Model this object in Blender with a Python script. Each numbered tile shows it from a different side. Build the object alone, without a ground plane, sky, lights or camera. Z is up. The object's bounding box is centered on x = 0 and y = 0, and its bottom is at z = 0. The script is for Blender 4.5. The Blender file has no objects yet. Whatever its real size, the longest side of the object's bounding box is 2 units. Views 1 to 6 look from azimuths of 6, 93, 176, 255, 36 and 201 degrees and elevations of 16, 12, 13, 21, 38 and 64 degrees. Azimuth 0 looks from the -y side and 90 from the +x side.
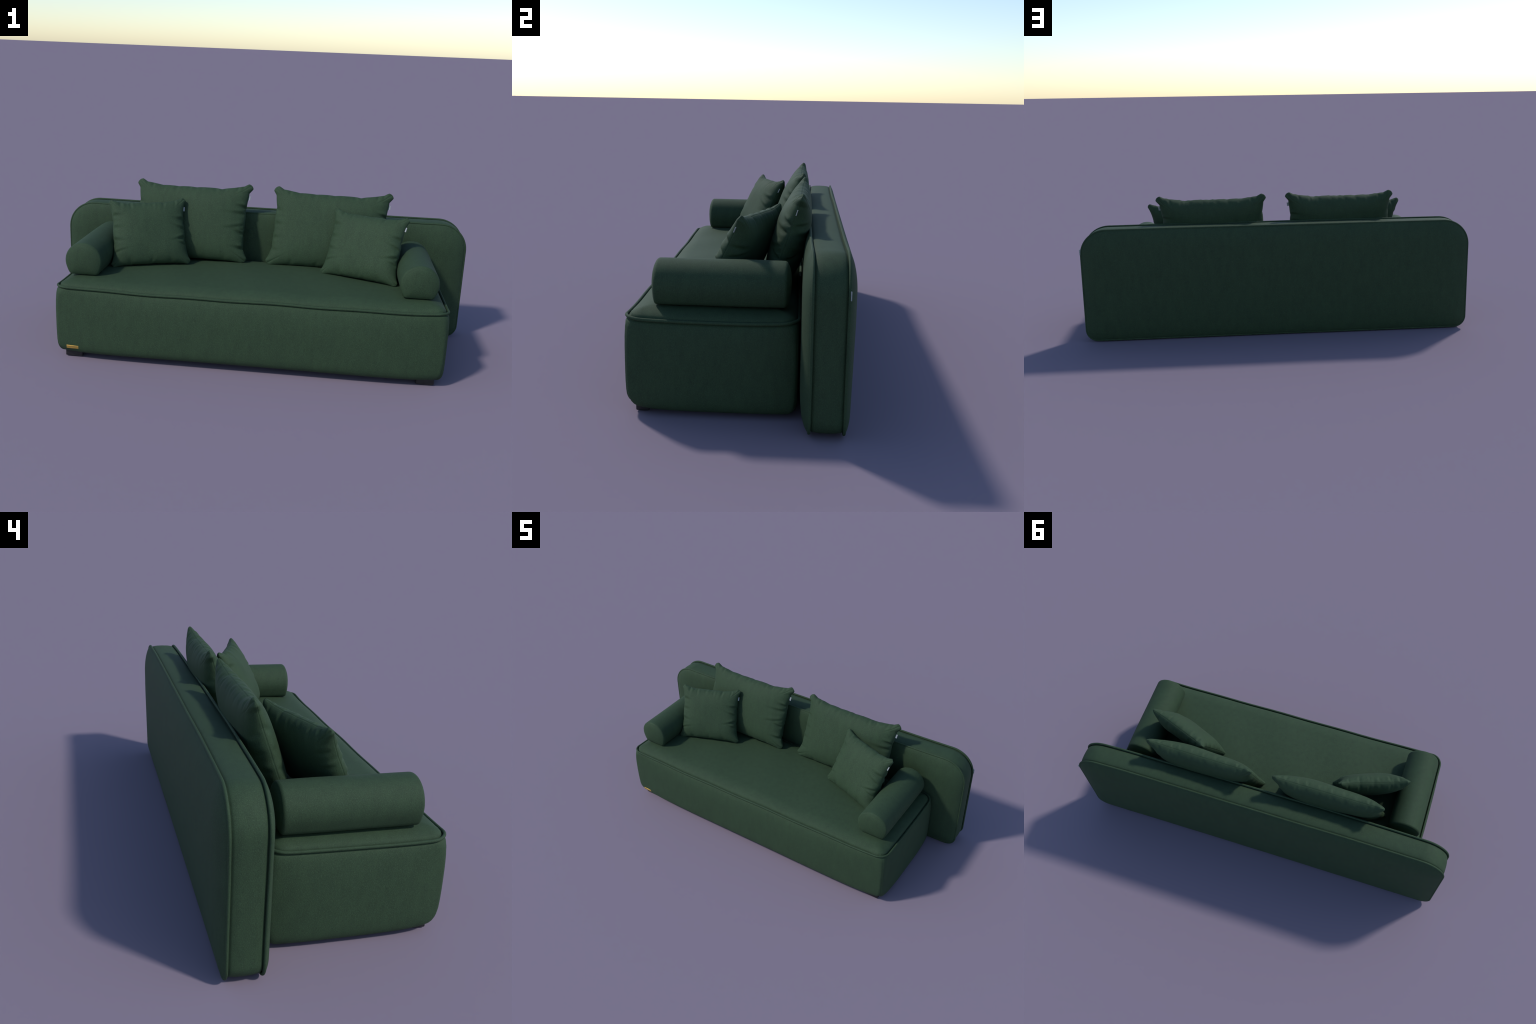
"""A dark green upholstered sofa: box base with piped seat, freestanding piped
back panel, two bolsters, two wide back pillows and two small throw pillows."""
import bpy, math
import numpy as np
from mathutils import Matrix, Vector

# ------------------------------------------------------------------ materials
def node(nt, kind, **values):
    n = nt.nodes.new(kind)
    for key, val in values.items():
        if key in n.inputs:
            n.inputs[key].default_value = val
        else:
            setattr(n, key, val)
    return n


def fabric_material(name, base, light, dark, stretch=(1.0, 1.0, 0.35)):
    """Woven melange cloth: fine light and dark yarn flecks, soft streaky mottling, weave bump."""
    m = bpy.data.materials.new(name)
    m.use_nodes = True
    nt = m.node_tree
    bsdf = nt.nodes["Principled BSDF"]
    co = node(nt, "ShaderNodeTexCoord").outputs["Object"]

    mp = node(nt, "ShaderNodeMapping")
    mp.inputs["Scale"].default_value = stretch
    nt.links.new(co, mp.inputs["Vector"])
    streak = node(nt, "ShaderNodeTexNoise", Scale=38.0, Detail=3.0, Roughness=0.6)
    nt.links.new(mp.outputs[0], streak.inputs["Vector"])
    fleck = node(nt, "ShaderNodeTexNoise", Scale=420.0, Detail=2.0, Roughness=0.6)
    nt.links.new(co, fleck.inputs["Vector"])
    thread = node(nt, "ShaderNodeTexNoise", Scale=620.0, Detail=1.0)
    nt.links.new(mp.outputs[0], thread.inputs["Vector"])

    ramp_s = node(nt, "ShaderNodeValToRGB")
    ramp_s.color_ramp.elements[0].position = 0.30
    ramp_s.color_ramp.elements[0].color = (*dark, 1)
    ramp_s.color_ramp.elements[1].position = 0.70
    ramp_s.color_ramp.elements[1].color = (*base, 1)
    nt.links.new(streak.outputs["Fac"], ramp_s.inputs["Fac"])

    ramp_f = node(nt, "ShaderNodeValToRGB")
    ramp_f.color_ramp.elements[0].position = 0.52
    ramp_f.color_ramp.elements[0].color = (0, 0, 0, 1)
    ramp_f.color_ramp.elements[1].position = 0.74
    ramp_f.color_ramp.elements[1].color = (1, 1, 1, 1)
    nt.links.new(fleck.outputs["Fac"], ramp_f.inputs["Fac"])

    mix = node(nt, "ShaderNodeMix", data_type="RGBA")
    nt.links.new(ramp_f.outputs["Color"], mix.inputs[0])
    nt.links.new(ramp_s.outputs["Color"], mix.inputs[6])
    mix.inputs[7].default_value = (*light, 1)

    ramp_t = node(nt, "ShaderNodeValToRGB")
    ramp_t.color_ramp.elements[0].position = 0.30
    ramp_t.color_ramp.elements[0].color = (0.72, 0.72, 0.72, 1)
    ramp_t.color_ramp.elements[1].position = 0.60
    ramp_t.color_ramp.elements[1].color = (1, 1, 1, 1)
    nt.links.new(thread.outputs["Fac"], ramp_t.inputs["Fac"])
    mul = node(nt, "ShaderNodeMix", data_type="RGBA", blend_type="MULTIPLY")
    mul.inputs[0].default_value = 1.0
    nt.links.new(mix.outputs[2], mul.inputs[6])
    nt.links.new(ramp_t.outputs["Color"], mul.inputs[7])
    nt.links.new(mul.outputs[2], bsdf.inputs["Base Color"])

    bump = node(nt, "ShaderNodeBump", Strength=0.35, Distance=0.0012)
    nt.links.new(fleck.outputs["Fac"], bump.inputs["Height"])
    nt.links.new(bump.outputs[0], bsdf.inputs["Normal"])
    bsdf.inputs["Roughness"].default_value = 0.80
    bsdf.inputs["Specular IOR Level"].default_value = 0.4
    return m


def plain_material(name, color, rough=0.5, metal=0.0, grain=0.15, scale=90.0):
    m = bpy.data.materials.new(name)
    m.use_nodes = True
    nt = m.node_tree
    bsdf = nt.nodes["Principled BSDF"]
    co = node(nt, "ShaderNodeTexCoord").outputs["Object"]
    nz = node(nt, "ShaderNodeTexNoise", Scale=scale, Detail=3.0)
    nt.links.new(co, nz.inputs["Vector"])
    ramp = node(nt, "ShaderNodeValToRGB")
    ramp.color_ramp.elements[0].position = 0.35
    ramp.color_ramp.elements[0].color = (*[c * (1 - grain) for c in color], 1)
    ramp.color_ramp.elements[1].position = 0.65
    ramp.color_ramp.elements[1].color = (*[min(1, c * (1 + grain)) for c in color], 1)
    nt.links.new(nz.outputs["Fac"], ramp.inputs["Fac"])
    nt.links.new(ramp.outputs["Color"], bsdf.inputs["Base Color"])
    bsdf.inputs["Roughness"].default_value = rough
    bsdf.inputs["Metallic"].default_value = metal
    return m


GREEN = (0.0258, 0.0565, 0.0240)
LIGHT = (0.0410, 0.0780, 0.0390)
DARK = (0.0205, 0.0460, 0.0195)
FABRIC = fabric_material("green_woven_fabric", GREEN, LIGHT, DARK)
PIPE = fabric_material("green_piping_fabric", GREEN, LIGHT, DARK)
BLACK = plain_material("black_plastic", (0.012, 0.012, 0.013), 0.45)
GOLD = plain_material("brushed_gold_metal", (0.62, 0.39, 0.09), 0.38, 0.6, 0.12, 60)
GOLD_DARK = plain_material("engraved_gold_shade", (0.30, 0.21, 0.07), 0.5, 0.5)
TAG = plain_material("satin_label_ribbon", (0.30, 0.32, 0.33), 0.6)

# ------------------------------------------------------------------ helpers
def mesh_object(name, verts, faces, mat, parent=None, smooth=True):
    me = bpy.data.meshes.new(name)
    me.from_pydata([tuple(map(float, v)) for v in verts], [], faces)
    me.materials.append(mat)
    me.polygons.foreach_set("use_smooth", [smooth] * len(me.polygons))
    me.update()
    ob = bpy.data.objects.new(name, me)
    bpy.context.scene.collection.objects.link(ob)
    ob.parent = parent
    return ob


def empty(name, loc, label=None, category=None, parent=None):
    ob = bpy.data.objects.new(name, None)
    ob.empty_display_size = 0.05
    bpy.context.scene.collection.objects.link(ob)
    ob.location = loc
    ob.parent = parent
    if label:
        ob["label"], ob["category"] = label, category
    return ob


def child_of(ob, parent):
    """Parent without moving: the child keeps its world-space mesh."""
    ob.parent = parent
    ob.matrix_parent_inverse = Matrix.Translation(-Vector(parent.location))
    return ob


def spaced(n, power=1.7):
    """n+1 values from -1 to 1, crowded towards both ends."""
    t = np.linspace(-1, 1, n + 1)
    return np.sign(t) * (1 - (1 - np.abs(t)) ** power)


def rounded_square(U, V, a, b, radius, fade=1.0):
    """Square coordinates -> points of a rounded rectangle with half sizes a, b.
    radius(x, y) gives the corner radius of the quadrant the point lies in."""
    S = np.maximum(np.abs(U), np.abs(V))
    X, Y = np.abs(U) * a, np.abs(V) * b
    R = radius(U, V) * S ** fade
    cx, cy = S * a - R, S * b - R
    dx, dy = X - cx, Y - cy
    corner = (dx > 0) & (dy > 0)
    L = np.where(corner, np.hypot(dx, dy), 1.0)
    L = np.where(L < 1e-9, 1.0, L)
    X = np.where(corner, cx + R * dx / L, X)
    Y = np.where(corner, cy + R * dy / L, Y)
    return np.sign(U) * X, np.sign(V) * Y


def edge_distance(X, Y, a, b, radius, p=4.0):
    """Distance from points inside a rounded rectangle to its border, smoothed along the diagonals."""
    qx, qy = np.abs(X) - (a - radius), np.abs(Y) - (b - radius)
    out = np.hypot(np.maximum(qx, 0), np.maximum(qy, 0))
    ix, iy = np.maximum(-qx, 1e-7), np.maximum(-qy, 1e-7)
    inside = (ix ** -p + iy ** -p) ** (-1.0 / p)
    return np.maximum(radius - out + np.where((qx < 0) & (qy < 0), inside, 0), 0)


def swell(e, depth, reach, power=2.0, root=0.5):
    k = 1 - np.clip(e / reach, 0, 1)
    return depth * (1 - k ** power) ** root


def grid_faces(nu, nv, flip=False):
    f = []
    for i in range(nu):
        for j in range(nv):
            q = (i * (nv + 1) + j, (i + 1) * (nv + 1) + j, (i + 1) * (nv + 1) + j + 1, i * (nv + 1) + j + 1)
            f.append(q[::-1] if flip else q)
    return f


def border_ids(nu, nv):
    """Grid border, counter-clockwise in (u, v)."""
    k = nv + 1
    return ([i * k for i in range(nu)] + [nu * k + j for j in range(nv)]
            + [i * k + nv for i in range(nu, 0, -1)] + [j for j in range(nv, 0, -1)])


def outward_2d(loop):
    """Outward unit normals of a counter-clockwise closed 2D loop."""
    t = np.roll(loop, -1, 0) - np.roll(loop, 1, 0)
    n = np.stack([t[:, 1], -t[:, 0]], 1)
    return n / np.linalg.norm(n, axis=1)[:, None]


def strip_faces(rings, count, offset=0):
    f = []
    for k in range(rings - 1):
        for i in range(count):
            j = (i + 1) % count
            f.append((offset + k * count + i, offset + k * count + j,
                      offset + (k + 1) * count + j, offset + (k + 1) * count + i))
    return f


def waves(t, seed, octaves=((3, 1.0), (5, 0.7), (8, 0.5), (13, 0.3))):
    """Smooth periodic wobble of t in [0, 1)."""
    rng = np.random.RandomState(seed)
    out = np.zeros_like(t)
    for f, a in octaves:
        out += a * np.sin(2 * math.pi * (f * t + rng.rand()))
    return out / 2.0


def tube(name, path, r, mat, parent, sides=10, closed=True):
    """Round cord swept along a 3D loop."""
    P = np.asarray(path, float)
    n = len(P)
    T = np.roll(P, -1, 0) - np.roll(P, 1, 0)
    T /= np.linalg.norm(T, axis=1)[:, None]
    c = P.mean(0)
    N = P - c
    N -= (N * T).sum(1)[:, None] * T
    N /= np.linalg.norm(N, axis=1)[:, None]
    B = np.cross(T, N)
    verts = []
    for k in range(sides):
        a = 2 * math.pi * k / sides
        verts.append(P + r * (math.cos(a) * N + math.sin(a) * B))
    verts = np.stack(verts, 1).reshape(-1, 3)
    faces = []
    for i in range(n):
        j = (i + 1) % n
        for k in range(sides):
            l = (k + 1) % sides
            faces.append((i * sides + k, j * sides + k, j * sides + l, i * sides + l))
    return mesh_object(name, verts, faces, mat, parent)


def soft_box(name, size, mat, parent=None, bevel=0.003, segments=3):
    import bmesh
    bm = bmesh.new()
    bmesh.ops.create_cube(bm, size=1.0)
    bmesh.ops.scale(bm, vec=size, verts=bm.verts)
    bmesh.ops.bevel(bm, geom=list(bm.edges), offset=bevel, segments=segments, affect="EDGES", profile=0.5)
    me = bpy.data.meshes.new(name)
    bm.to_mesh(me)
    bm.free()
    me.materials.append(mat)
    me.polygons.foreach_set("use_smooth", [True] * len(me.polygons))
    ob = bpy.data.objects.new(name, me)
    bpy.context.scene.collection.objects.link(ob)
    ob.parent = parent
    return ob


def resample(loop, step):
    """Evenly spaced points along a closed loop."""
    P = np.vstack([loop, loop[:1]])
    d = np.r_[0, np.cumsum(np.linalg.norm(np.diff(P, axis=0), axis=1))]
    n = int(d[-1] / step)
    s = np.linspace(0, d[-1], n, endpoint=False)
    return np.stack([np.interp(s, d, P[:, k]) for k in range(P.shape[1])], 1)


# ------------------------------------------------------------------ sofa
sofa = empty("sofa", (0, 0, 0), "dark green fabric sofa with piped seat and rounded back", "sofa")

# ---- base: seat panel on top, bulging upholstered walls below ----
SEAT_A, SEAT_B, SEAT_CY, SEAM_Z, SEAT_R = 0.8475, 0.2860, -0.0805, 0.3285, 0.055
nu, nv = 150, 60
U, V = np.meshgrid(spaced(nu), spaced(nv), indexing="ij")
X, Y = rounded_square(U, V, SEAT_A, SEAT_B, lambda u, v: np.full_like(u, SEAT_R))
e = edge_distance(X, Y, SEAT_A, SEAT_B, SEAT_R)
ids = np.array(border_ids(nu, nv))


def seam_height(x, y):
    """The seam dips a little along the middle of each side, rises at corners, and wobbles."""
    fx, fy = np.clip(np.abs(x) / SEAT_A, 0, 1), np.clip(np.abs(y) / SEAT_B, 0, 1)
    wob = 0.0011 * np.sin(7.0 * x + 1.0) + 0.0013 * np.sin(17.0 * x + 9 * y + 2.2)
    return SEAM_Z - 0.002 + 0.003 * (fx * fy) ** 2 + 0.007 * (fx * fy) ** 7 + wob


Zs = seam_height(X, Y)
lift = np.clip((e - 0.006) / 0.006, 0, 1)
Z = Zs - 0.004 - 0.004 * (1 - lift) * np.clip(e / 0.004, 0, 1) + 0.004 * lift + swell(np.maximum(e - 0.007, 0), 0.024, 0.070, 2.0, 0.60) + swell(e, 0.0175, 0.26, 2.0, 1.0)
Z += 0.0004 * np.sin(5 * X + 1) * np.sin(9 * Y) * np.clip(e / 0.1, 0, 1)
seat_v = np.stack([X, Y + SEAT_CY, Z], -1).reshape(-1, 3)
seat = mesh_object("seat_panel", seat_v, grid_faces(nu, nv), FABRIC, sofa)

rim = seat_v[ids].copy()
rim[:, 2] += 0.004
Ub, Vb = U.reshape(-1)[ids], V.reshape(-1)[ids]
nrm = outward_2d(rim[:, :2])


def plan(radius):
    """The rim's points on a plan outline with another corner radius: the walls turn a tighter corner than the piping."""
    x, y = rounded_square(Ub, Vb, SEAT_A, SEAT_B, lambda u, v: np.full_like(u, radius))
    return np.column_stack([x, y + SEAT_CY])


fx, fy = np.abs(Ub), np.abs(Vb)
front = (Vb < -0.999) | ((fx > 0.999) & (Vb < 0) & False)
along_front = np.clip(1 - fx ** 5, 0, 1)
along_side = np.clip(1 - fy ** 4, 0, 1)
is_front, is_back, is_side = (Vb < -0.9999), (Vb > 0.9999), (fx > 0.9999)
bulge = np.where(is_front, 0.0215 * along_front, np.where(is_back, 0.005 * along_front, 0.0165 * along_side))
corner = (fx * fy) ** 10 * (Vb < 0)
z_low = np.where(is_front, 0.0200 + 0.006 * np.clip(1 - fx ** 2, 0, 1), 0.0095 + 0.012 * ((1 - Vb) / 2) ** 6)
# wall profile: (share of the height, share of the bulge, tuck inwards, corner radius)
WALL = [(1.00, 0.00, 0.0085, 0.055), (0.985, 0.03, 0.0080, 0.052), (0.972, 0.10, 0.0015, 0.046), (0.955, 0.20, 0.0, 0.038),
        (0.90, 0.45, 0.0, 0.028), (0.80, 0.75, 0.0, 0.020), (0.68, 0.93, 0.0, 0.016), (0.55, 1.00, 0.0, 0.015),
        (0.42, 1.00, 0.0, 0.015), (0.30, 0.98, 0.0, 0.016), (0.20, 0.94, 0.0, 0.017), (0.14, 0.90, 0.0006, 0.020),
        (0.095, 0.86, 0.0024, 0.023), (0.060, 0.80, 0.0056, 0.027), (0.034, 0.7, 0.0100, 0.032), (0.015, 0.6, 0.0160, 0.038),
        (0.004, 0.5, 0.0240, 0.046), (0.0, 0.4, 0.0380, 0.055)]
rings = []
for h, share, tuck, rad in WALL:
    p = plan(rad)
    nn = outward_2d(p)
    low = max(0.0, 1 - h / 0.35) ** 1.5
    off = share * bulge - tuck - corner * 0.006 * low
    zz = z_low + (rim[:, 2] - 0.001 - z_low) * h + corner * 0.012 * low * (1 if h < 0.1 else 0.5)
    rings.append(np.column_stack([p + nn * off[:, None], zz]))
wall_v = np.vstack(rings)
nb = len(ids)
faces = [tuple(reversed(f)) for f in strip_faces(len(WALL), nb)]
faces.append(tuple(reversed([(len(WALL) - 1) * nb + i for i in range(nb)])))
base = mesh_object("base", wall_v, faces, FABRIC, sofa)

pipe_path = resample(rim + np.column_stack([nrm * 0.0005, np.full(nb, 0.0005)]), 0.008)
tube("piping", pipe_path, 0.0054, PIPE, sofa)

# ---- feet ----
foot = soft_box("foot", (0.078, 0.046, 0.036), BLACK, sofa, 0.005)
foot.location = (-0.779, -0.316, 0.0182)
for fx, fy in ((0.779, -0.316), (-0.770, 0.128), (0.770, 0.128)):
    f = foot.copy()
    f.location = (fx, fy, 0.0182)
    bpy.context.scene.collection.objects.link(f)

# ---- gold name plate with a line of worn, unreadable engraving ----
PLATE_X, PLATE_Z = -0.773, 0.0590
near = [r[np.argmin(np.abs(r[:, 0] - PLATE_X) + (r[:, 1] > 0) * 9)] for r in rings]
near = sorted((p[2], p[1]) for p in near if p[2] < 0.2)
zs, ys = [p[0] for p in near], [p[1] for p in near]
y_at = lambda z: float(np.interp(z, zs, ys))
lean = math.atan2(y_at(PLATE_Z - 0.007) - y_at(PLATE_Z + 0.007), 0.014)
plate = soft_box("metal_plate", (0.0540, 0.0034, 0.0155), GOLD, sofa, 0.0008, 2)
plate.location = (PLATE_X, y_at(PLATE_Z) - 0.0010, PLATE_Z)
plate.rotation_euler = (lean, math.radians(1.5), 0)
rng = np.random.RandomState(4)
ev, ef = [], []
for k in range(11):
    cx = -0.0210 + 0.0042 * k
    h = 0.0026 + 0.0016 * rng.rand()
    for dx, dz, sx, sz in ((0, 0, 0.0005, h / 2), (0.0009, (rng.rand() - 0.5) * h, 0.0011, 0.0005)):
        o = len(ev)
        for x in (-sx, sx):
            for y in (-0.0018, 0.0):
                for z in (-sz, sz):
                    ev.append((cx + dx + x, y, 0.0012 + dz + z))
        ef += [tuple(o + i for i in q) for q in ((0, 1, 3, 2), (4, 6, 7, 5), (0, 4, 5, 1), (2, 3, 7, 6), (0, 2, 6, 4), (1, 5, 7, 3))]
eng = mesh_object("engraved_marks", ev, ef, GOLD_DARK, plate, smooth=False)
eng["kind"] = "stuff"

# ---- backrest: two swelling panels, a side band and piping on both rims ----
BACK_A, BACK_B, BACK_CZ = 0.9930, 0.2870, 0.2930
FRONT_Y, REAR_Y = 0.2450, 0.3555
TOP_R, LOW_R = 0.128, 0.056
nu, nv = 170, 70
U, V = np.meshgrid(spaced(nu), spaced(nv), indexing="ij")
X, Zp = rounded_square(U, V, BACK_A, BACK_B, lambda u, v: np.where(v > 0, TOP_R, LOW_R))
e = np.where(Zp > 0, edge_distance(X, Zp, BACK_A, BACK_B, TOP_R), edge_distance(X, Zp, BACK_A, BACK_B, LOW_R))
ids = np.array(border_ids(nu, nv))
nb = len(ids)
flat = np.stack([X, Zp + BACK_CZ], -1).reshape(-1, 2)
loop = flat[ids]
nrm = outward_2d(loop)
arc = np.r_[0, np.cumsum(np.linalg.norm(np.diff(loop, axis=0), axis=1))]
arc /= arc[-1] + np.linalg.norm(loop[0] - loop[-1])
grid = (nu + 1) * (nv + 1)
sway_f = 0.0014 * waves(arc, 11)
sway_r = 0.0014 * waves(arc, 12)
# the top edge bows forwards along the middle
bow = (1 - np.clip(np.abs(flat[:, 0]) / 0.95, 0, 1) ** 2.5) * (0.4 + 0.6 * np.clip(flat[:, 1] / 0.58, 0, 1))


def panel(y0, bow_depth, sway, sign, depth, crown, reach, slump):
    """Swelling face between the seams; only the border follows the seam's bow and sway."""
    ee = e.reshape(-1)
    k = np.clip(1 - ee / reach, 0, 1) ** 2
    y = y0 - bow_depth * bow * k
    y += sign * (swell(ee, depth, reach, 2.0, 0.60) + swell(ee, crown, 0.27, 2.0, 1.0))
    y -= sign * slump * np.clip(1 - flat[:, 1] / 0.36, 0, 1) * np.clip(ee / 0.08, 0, 1)
    y[ids] += sway
    return np.column_stack([flat[:, 0], y, flat[:, 1]])


front_v = panel(FRONT_Y, 0.011, sway_f, -1, 0.0280, 0.005, 0.115, 0.0)
rear_v = panel(REAR_Y, 0.005, sway_r, 1, 0.0215, 0.0115, 0.105, 0.007)
# band profile: (share of the way from front rim to rear rim, offset outwards)
BAND = [(0.0, -0.006), (0.045, -0.0085), (0.085, -0.0030), (0.14, -0.0008), (0.28, 0.0014), (0.5, 0.0022),
        (0.72, 0.0014), (0.86, -0.0008), (0.915, -0.0030), (0.955, -0.0085), (1.0, -0.006)]
fy, ry = front_v[ids, 1], rear_v[ids, 1]
bottom = np.clip(-nrm[:, 1], 0, 1)
band = []
for s, off in BAND:
    o = off - 0.003 * bottom * (1 if off > -0.002 else 0)
    p = loop + nrm * (np.ones(nb) * o)[:, None]
    band.append(np.column_stack([p[:, 0], fy + (ry - fy) * s, p[:, 1]]))
verts = np.vstack([front_v, rear_v] + band)
faces = grid_faces(nu, nv) + [tuple(i + grid for i in f) for f in grid_faces(nu, nv, True)]
faces += strip_faces(len(BAND), nb, 2 * grid)
backrest = mesh_object("backrest", verts, [tuple(f) for f in faces], FABRIC, sofa)
for y in (fy, ry):
    path = resample(np.column_stack([loop[:, 0], y, loop[:, 1]]), 0.010)
    tube("piping", path, 0.0051, PIPE, backrest)

# ------------------------------------------------------------------ ribbon tag
def ribbon_tag(name, parent, loc, rot, length=0.020, reach=0.0085):
    """Folded ribbon loop sewn into a seam, sticking out along local +x."""
    verts, faces = [], []
    prof = [(-0.004, 0.0011), (reach * 0.6, 0.0016), (reach * 0.93, 0.0012), (reach, 0.0), (reach * 0.93, -0.0012),
            (reach * 0.6, -0.0016), (-0.004, -0.0011)]
    for z in (-length / 2, length / 2):
        verts += [(x, y, z) for x, y in prof]
    n = len(prof)
    for i in range(n):
        j = (i + 1) % n
        faces.append((i, j, n + j, n + i))
    faces += [tuple(range(n))[::-1], tuple(range(n, 2 * n))]
    ob = mesh_object(name, verts, faces, TAG, parent, smooth=False)
    ob.location, ob.rotation_euler = loc, rot
    return ob


ribbon_tag("ribbon_tag", backrest, (0.9950, 0.3580, 0.472), (0, 0, 0.25), 0.028, 0.0050)

# ------------------------------------------------------------------ pillows
def pillow_mesh(name, w, h, thick, bow, ear, lean, folds, notches, seed, n=(120, 90)):
    """Knife-edge pillow in its own plane (x across, z up, y towards the back).
    thick: swelling of the front and back face.
    bow: how far each edge (left, right, bottom, top) is drawn in at its middle.
    ear: corner radius.  lean: (x shift of left bottom, of right bottom corner).
    folds: creases running in from an edge (edge, position, slope, depth, length, width).
    notches: pinches in the outline (edge, position, depth, width)."""
    nu, nv = n
    U, V = np.meshgrid(spaced(nu, 1.9), spaced(nv, 1.9), indexing="ij")
    X, Z = rounded_square(U, V, w, h, lambda u, v: np.full_like(u, ear), 5.0)
    un, vn = X / w, Z / h

    def drawn(t, edge):
        free = 1 - 0.85 * ear / (h if edge < 2 else w)      # the ear itself is not drawn in
        d = bow[edge] * np.clip(1 - np.clip(np.abs(t) / free, 0, 1) ** 5.0, 0, 1)
        for ed, pos, dep, wid in notches:
            if ed == edge:
                d = d + dep * np.exp(-np.abs((t - pos) / wid) ** 1.2)
        return d
    L, R, B, T = (drawn(vn, 0), drawn(vn, 1), drawn(un, 2), drawn(un, 3))
    pull = lambda s: np.clip(s, 0, 1) ** 2.0
    Xo = X + L * pull(-un) - R * pull(un)
    Zo = Z + B * pull(-vn) - T * pull(vn)
    low = (1 - vn) / 2
    Xo += low * np.where(un < 0, lean[0] * -un, lean[1] * un)

    body = np.clip((1 - np.abs(U) ** 3.4) * (1 - np.abs(V) ** 2.8), 0, 1) ** 0.50
    sag = 1 + 0.10 * np.clip(-V, -1, 1) * (1 - U * U)
    # draw the border ring back a little so both halves meet in a pinched seam
    ring = (np.maximum(np.abs(U), np.abs(V)) > 0.9999)
    ears = (np.abs(un) * np.abs(vn)) ** 6
    groove = np.where(ring, 0.0014 * (1 - 0.8 * ears), 0)
    Xo -= np.sign(un) * groove * (np.abs(U) > 0.9999)
    Zo -= np.sign(vn) * groove * (np.abs(V) > 0.9999)
    rng = np.random.RandomState(seed)
    halves = []
    for sgn in (-1, 1):
        t = thick[0 if sgn < 0 else 1] * body * (sag if sgn < 0 else 1 + 2.2 * (sag - 1))
        for _ in range(10):                  # let the cloth relax
            t[1:-1, 1:-1] = 0.5 * t[1:-1, 1:-1] + 0.125 * (t[2:, 1:-1] + t[:-2, 1:-1] + t[1:-1, 2:] + t[1:-1, :-2])
        lump = sum(a * np.sin(k1 * X / w + k2 * Z / h + p) for a, k1, k2, p in
                   [(0.0022, 2.1, 1.3, rng.rand() * 6), (0.0016, 3.7, -2.9, rng.rand() * 6), (0.0011, 6.1, 4.3, rng.rand() * 6)])
        t = t + lump * body
        for ed, pos, slope, dep, ln, wid in folds:
            if sgn > 0:
                pos, slope, dep = pos + 0.05 * (rng.rand() - 0.5), slope * (0.5 + rng.rand()), dep * 0.8
            if ed < 2:
                d = (1 + U) * w if ed == 0 else (1 - U) * w
                lat = (V - pos) * h - slope * d
            else:
                d = (1 + V) * h if ed == 2 else (1 - V) * h
                lat = (U - pos) * w - slope * d
            g = (d / ln) * np.exp(1 - d / ln)
            prof = np.exp(-(lat / wid) ** 2) - 0.55 * np.exp(-((lat - 1.9 * wid) / (1.2 * wid)) ** 2)
            t = t - 1.35 * dep * g * prof
        t = np.where(ring, 0, np.maximum(t, 0.0006))
        halves.append(np.stack([Xo, sgn * t, Zo], -1).reshape(-1, 3))
    count = (nu + 1) * (nv + 1)
    remap = np.arange(count) + count
    ids = border_ids(nu, nv)
    remap[ids] = ids
    faces = grid_faces(nu, nv)
    faces += [tuple(int(remap[i]) for i in f) for f in grid_faces(nu, nv, True)]
    verts = np.vstack(halves)
    used = sorted({i for f in faces for i in f})
    new = {old: k for k, old in enumerate(used)}
    faces = [tuple(new[i] for i in f) for f in faces]
    return verts[used], faces


def puckers(edge, places, depth, length, width, seed):
    rng = np.random.RandomState(seed)
    return [(edge, p, (rng.rand() - 0.5) * 0.5, depth * (0.6 + 0.8 * rng.rand()), length * (0.7 + 0.6 * rng.rand()),
             width * (0.8 + 0.5 * rng.rand())) for p in places]


BIG_FOLDS = (puckers(3, (-0.72, -0.5, -0.3, -0.08, 0.14, 0.36, 0.52, 0.75), 0.0040, 0.010, 0.007, 1)
             + puckers(0, (-0.62, -0.3, 0.05, 0.4), 0.0040, 0.013, 0.008, 2)
             + puckers(2, (-0.6, -0.2, 0.25, 0.6), 0.0030, 0.010, 0.010, 3)
             + [(1, 0.37, 0.25, 0.0090, 0.012, 0.007), (1, 0.21, 0.05, 0.0065, 0.024, 0.008), (1, -0.06, -0.18, 0.0070, 0.026, 0.006),
                (1, -0.17, 0.10, 0.0085, 0.014, 0.006), (1, -0.29, 0.28, 0.0095, 0.019, 0.007), (1, -0.66, 0.1, 0.0075, 0.013, 0.008)])
BIG_NOTCH = [(3, -0.83, 0.005, 0.05), (3, -0.56, 0.0025, 0.05), (3, -0.28, 0.0025, 0.05), (3, 0.02, 0.003, 0.05),
             (3, 0.46, 0.006, 0.07), (3, 0.84, 0.003, 0.05), (1, 0.76, 0.006, 0.06), (1, 0.30, 0.004, 0.08), (1, -0.30, 0.004, 0.06),
             (1, -0.66, 0.004, 0.06), (0, 0.76, 0.004, 0.06), (0, 0.46, 0.004, 0.06), (0, -0.1, 0.003, 0.06), (0, -0.55, 0.004, 0.06)]
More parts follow.
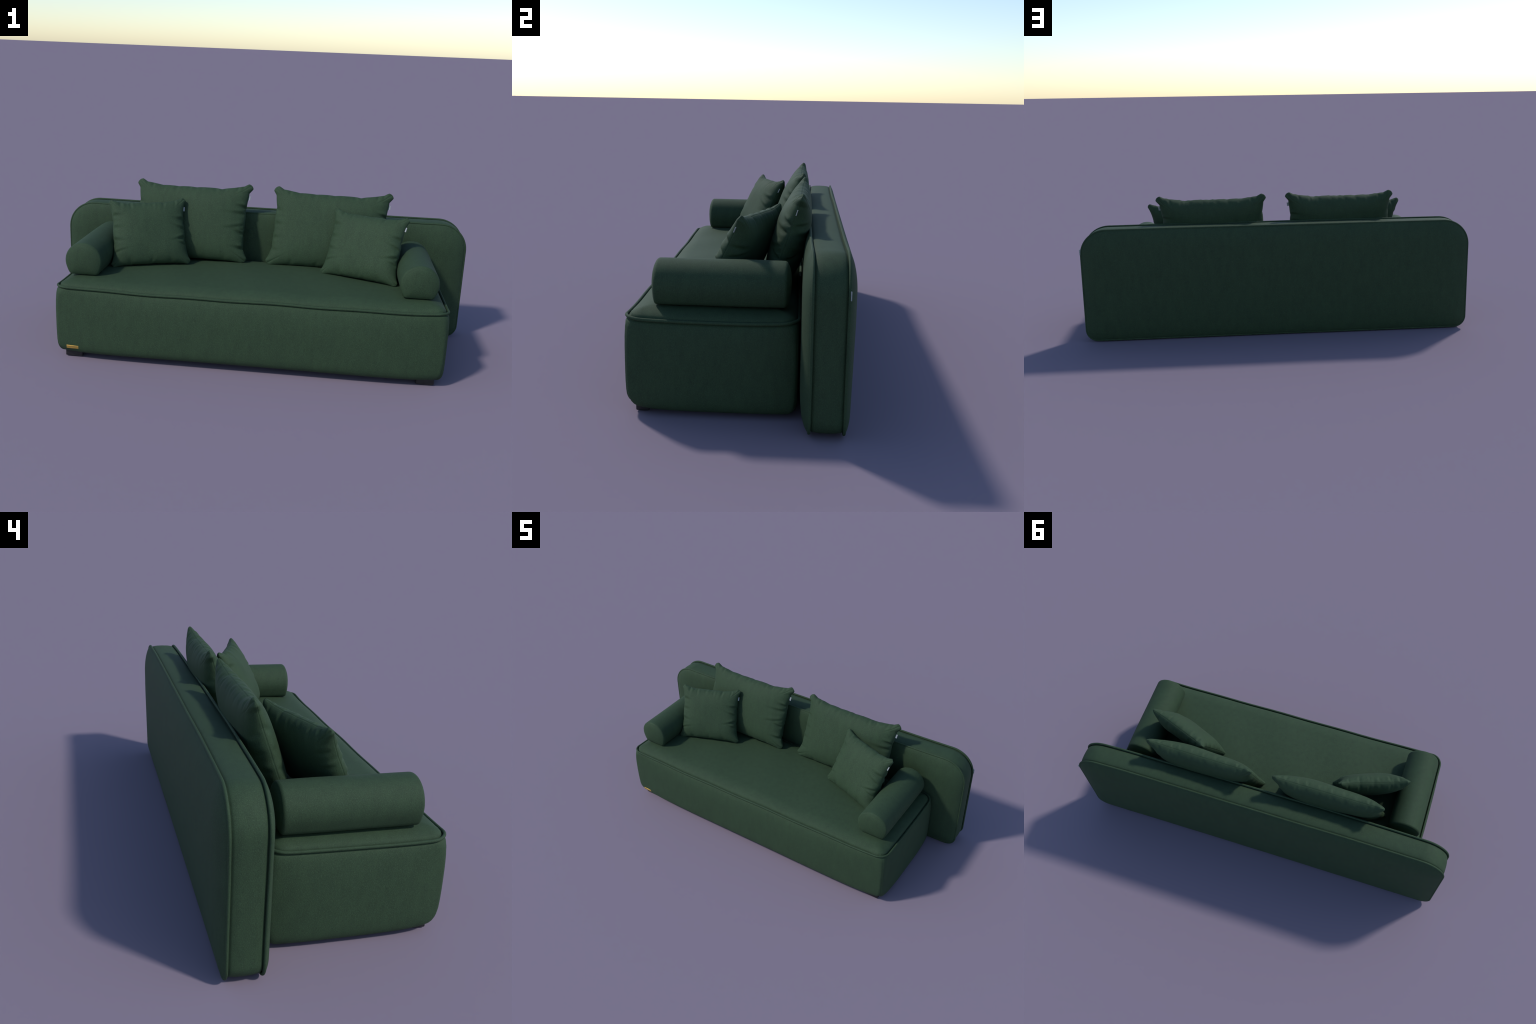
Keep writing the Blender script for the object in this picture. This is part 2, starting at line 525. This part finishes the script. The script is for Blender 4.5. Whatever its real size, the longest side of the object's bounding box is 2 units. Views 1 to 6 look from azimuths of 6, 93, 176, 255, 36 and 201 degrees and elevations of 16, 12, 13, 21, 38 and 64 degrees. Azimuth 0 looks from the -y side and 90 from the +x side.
SMALL_FOLDS = (puckers(3, (-0.7, -0.45, -0.15, 0.12, 0.4, 0.7), 0.0036, 0.010, 0.006, 5)
               + puckers(0, (-0.6, -0.2, 0.15, 0.5), 0.0036, 0.013, 0.007, 6)
               + puckers(2, (-0.5, 0.0, 0.5), 0.0025, 0.010, 0.009, 7)
               + [(1, 0.30, 0.15, 0.0060, 0.014, 0.007), (1, 0.00, 0.35, 0.0070, 0.016, 0.006), (1, -0.22, -0.2, 0.0075, 0.016, 0.006),
                  (1, -0.45, 0.25, 0.0055, 0.014, 0.006)])
SMALL_NOTCH = [(3, -0.55, 0.003, 0.06), (3, 0.0, 0.003, 0.06), (3, 0.4, 0.003, 0.06), (1, 0.25, 0.004, 0.07), (1, -0.3, 0.004, 0.07),
               (0, 0.3, 0.003, 0.07), (0, -0.3, 0.003, 0.07), (2, 0.1, 0.002, 0.06)]
big_v, big_f = pillow_mesh("pillow_cover", 0.288, 0.1935, (0.054, 0.076), (0.023, 0.025, 0.009, 0.028), 0.029, (-0.019, -0.012),
                           BIG_FOLDS, BIG_NOTCH, 21)
small_v, small_f = pillow_mesh("pillow_cover", 0.182, 0.1605, (0.046, 0.066), (0.016, 0.018, 0.009, 0.018), 0.020, (-0.004, 0.004),
                               SMALL_FOLDS, SMALL_NOTCH, 22)


def place_pillow(name, label, cover, centre, yaw, tilt, roll, bottom, tag_at):
    """Empty at the pillow's foot; the cover shares its mesh with its twin."""
    rot = Matrix.Rotation(yaw, 4, "Z") @ Matrix.Rotation(-tilt, 4, "X") @ Matrix.Rotation(roll, 4, "Y")
    foot = Vector(centre) + (rot @ Vector((0, 0, -bottom)))
    root = empty(name, foot, label, "pillow")
    cover.parent = root
    cover.matrix_local = Matrix.Translation(Vector(centre) - foot) @ rot
    ribbon_tag("ribbon_tag", root, (0, 0, 0), (0, 0, 0)).matrix_local = (
        Matrix.Translation(Vector(centre) - foot) @ rot @ Matrix.Translation(tag_at) @ Matrix.Rotation(math.radians(6), 4, "Y"))
    return root


cover = mesh_object("pillow_cover", big_v, big_f, FABRIC)
twin = cover.copy()
bpy.context.scene.collection.objects.link(twin)
WIDE = "wide green fabric back pillow with pinched corners"
place_pillow("back_pillow", WIDE, cover, (-0.338, 0.146, 0.546), 0.0, math.radians(19.0), 0.0, 0.18, (0.2665, 0, 0.124))
place_pillow("back_pillow", WIDE, twin, (0.335, 0.155, 0.541), math.radians(-0.8), math.radians(17.5), math.radians(0.4), 0.18, (0.2665, 0, 0.124))
cover = mesh_object("pillow_cover", small_v, small_f, FABRIC)
twin = cover.copy()
bpy.context.scene.collection.objects.link(twin)
SMALL = "small square green fabric throw pillow"
place_pillow("throw_pillow", SMALL, cover, (-0.516, -0.009, 0.513), math.radians(19.4), math.radians(25.5), math.radians(-1.2), 0.15, (0.1660, 0, 0.105))
place_pillow("throw_pillow", SMALL, twin, (0.494, -0.003, 0.510), math.radians(-20.9), math.radians(26.0), 0.0, 0.15, (0.1660, 0, 0.105))

# ------------------------------------------------------------------ bolsters
def bolster_meshes(r, flat, y0, y1, seed):
    """Cylinder along y resting on a flattened underside, with softly domed round ends."""
    n = 96
    a = np.linspace(0, 2 * math.pi, n, endpoint=False)
    cx, cz = np.cos(a), np.sin(a)
    floor = -flat
    soft = 60.0
    zsec = np.logaddexp(soft * cz, soft * floor) / soft
    # cloth pushed out where it meets the seat
    xsec = cx * (1 + 0.10 * np.exp(-((cz + flat) / 0.22) ** 2))
    rng = np.random.RandomState(seed)
    edge = 0.013
    rows = []
    for k in range(7):                       # rounded front rim
        q = k / 6 * math.pi / 2
        rows.append((y0 + edge * (1 - math.sin(q)), 1 - edge / r * (1 - math.cos(math.pi / 2 - q)) * 1.0))
    rows = [(y0 + edge * (1 - math.cos(q)), 1 - edge / r * (1 - math.sin(q))) for q in np.linspace(0.25, math.pi / 2, 7)]
    mid = [(y, 1.0) for y in np.linspace(y0 + edge, y1 - edge, 46)[1:-1]]
    rows = rows + mid + [(y1 + y0 - y, s) for y, s in reversed(rows)]
    verts = []
    for y, s in rows:
        t = (y - y0) / (y1 - y0)
        sw = 1 + 0.012 * math.sin(math.pi * t) + 0.004 * math.sin(9 * t + 1.3)
        verts.append(np.column_stack([xsec * r * s * sw, np.full(n, y), np.maximum(zsec * r * s * sw, -flat * r * 1.0)]))
    body_v = np.vstack(verts)
    body_f = strip_faces(len(rows), n)
    ends = []
    for first in (True, False):
        ring = verts[0] if first else verts[-1]
        sgn = -1 if first else 1
        caps, m = [], 14
        for k in range(m):
            q = 1 - k / m
            c = ring.copy()
            c[:, 0] *= q
            c[:, 2] = c[:, 2] * q + 0.010 * (1 - q)
            c[:, 1] += sgn * 0.012 * (1 - q ** 2.2) ** 0.8
            caps.append(c)
        v = np.vstack(caps + [np.array([[0, ring[0, 1] + sgn * 0.012, 0.010]])])
        f = strip_faces(m, n)
        last = (m - 1) * n
        f += [(last + i, last + (i + 1) % n, m * n) for i in range(n)]
        if first:
            f = [tuple(reversed(q)) for q in f]
        ends.append((v, f))
    return (body_v, body_f), ends


BR, FLAT = 0.0825, 0.76
(bv, bf), ends = bolster_meshes(BR, FLAT, -0.2800, 0.166, 3)
parts = None
for x0, z0 in ((-0.747, 0.4300), (0.724, 0.4285)):
    root = empty("bolster_pillow", (x0, -0.062, z0 - BR * FLAT), "green fabric bolster roll with flat round ends", "bolster pillow")
    if parts is None:
        parts = [mesh_object("bolster_cover", bv, bf, FABRIC)] + [mesh_object("end_panel", v, f, FABRIC) for v, f in ends]
        mine = parts
    else:
        mine = []
        for p in parts:
            c = p.copy()
            bpy.context.scene.collection.objects.link(c)
            mine.append(c)
    for p in mine:
        p.parent = root
        p.location = (0, 0.062, BR * FLAT)

# ------------------------------------------------------------------ consistent normals
import bmesh
done = set()
for ob in list(bpy.data.objects):
    if ob.type == "MESH" and ob.data.name not in done:
        done.add(ob.data.name)
        bm = bmesh.new()
        bm.from_mesh(ob.data)
        if ob.name.startswith("backrest"):
            bmesh.ops.remove_doubles(bm, verts=bm.verts, dist=1e-6)
        bmesh.ops.recalc_face_normals(bm, faces=bm.faces)
        bm.to_mesh(ob.data)
        bm.free()
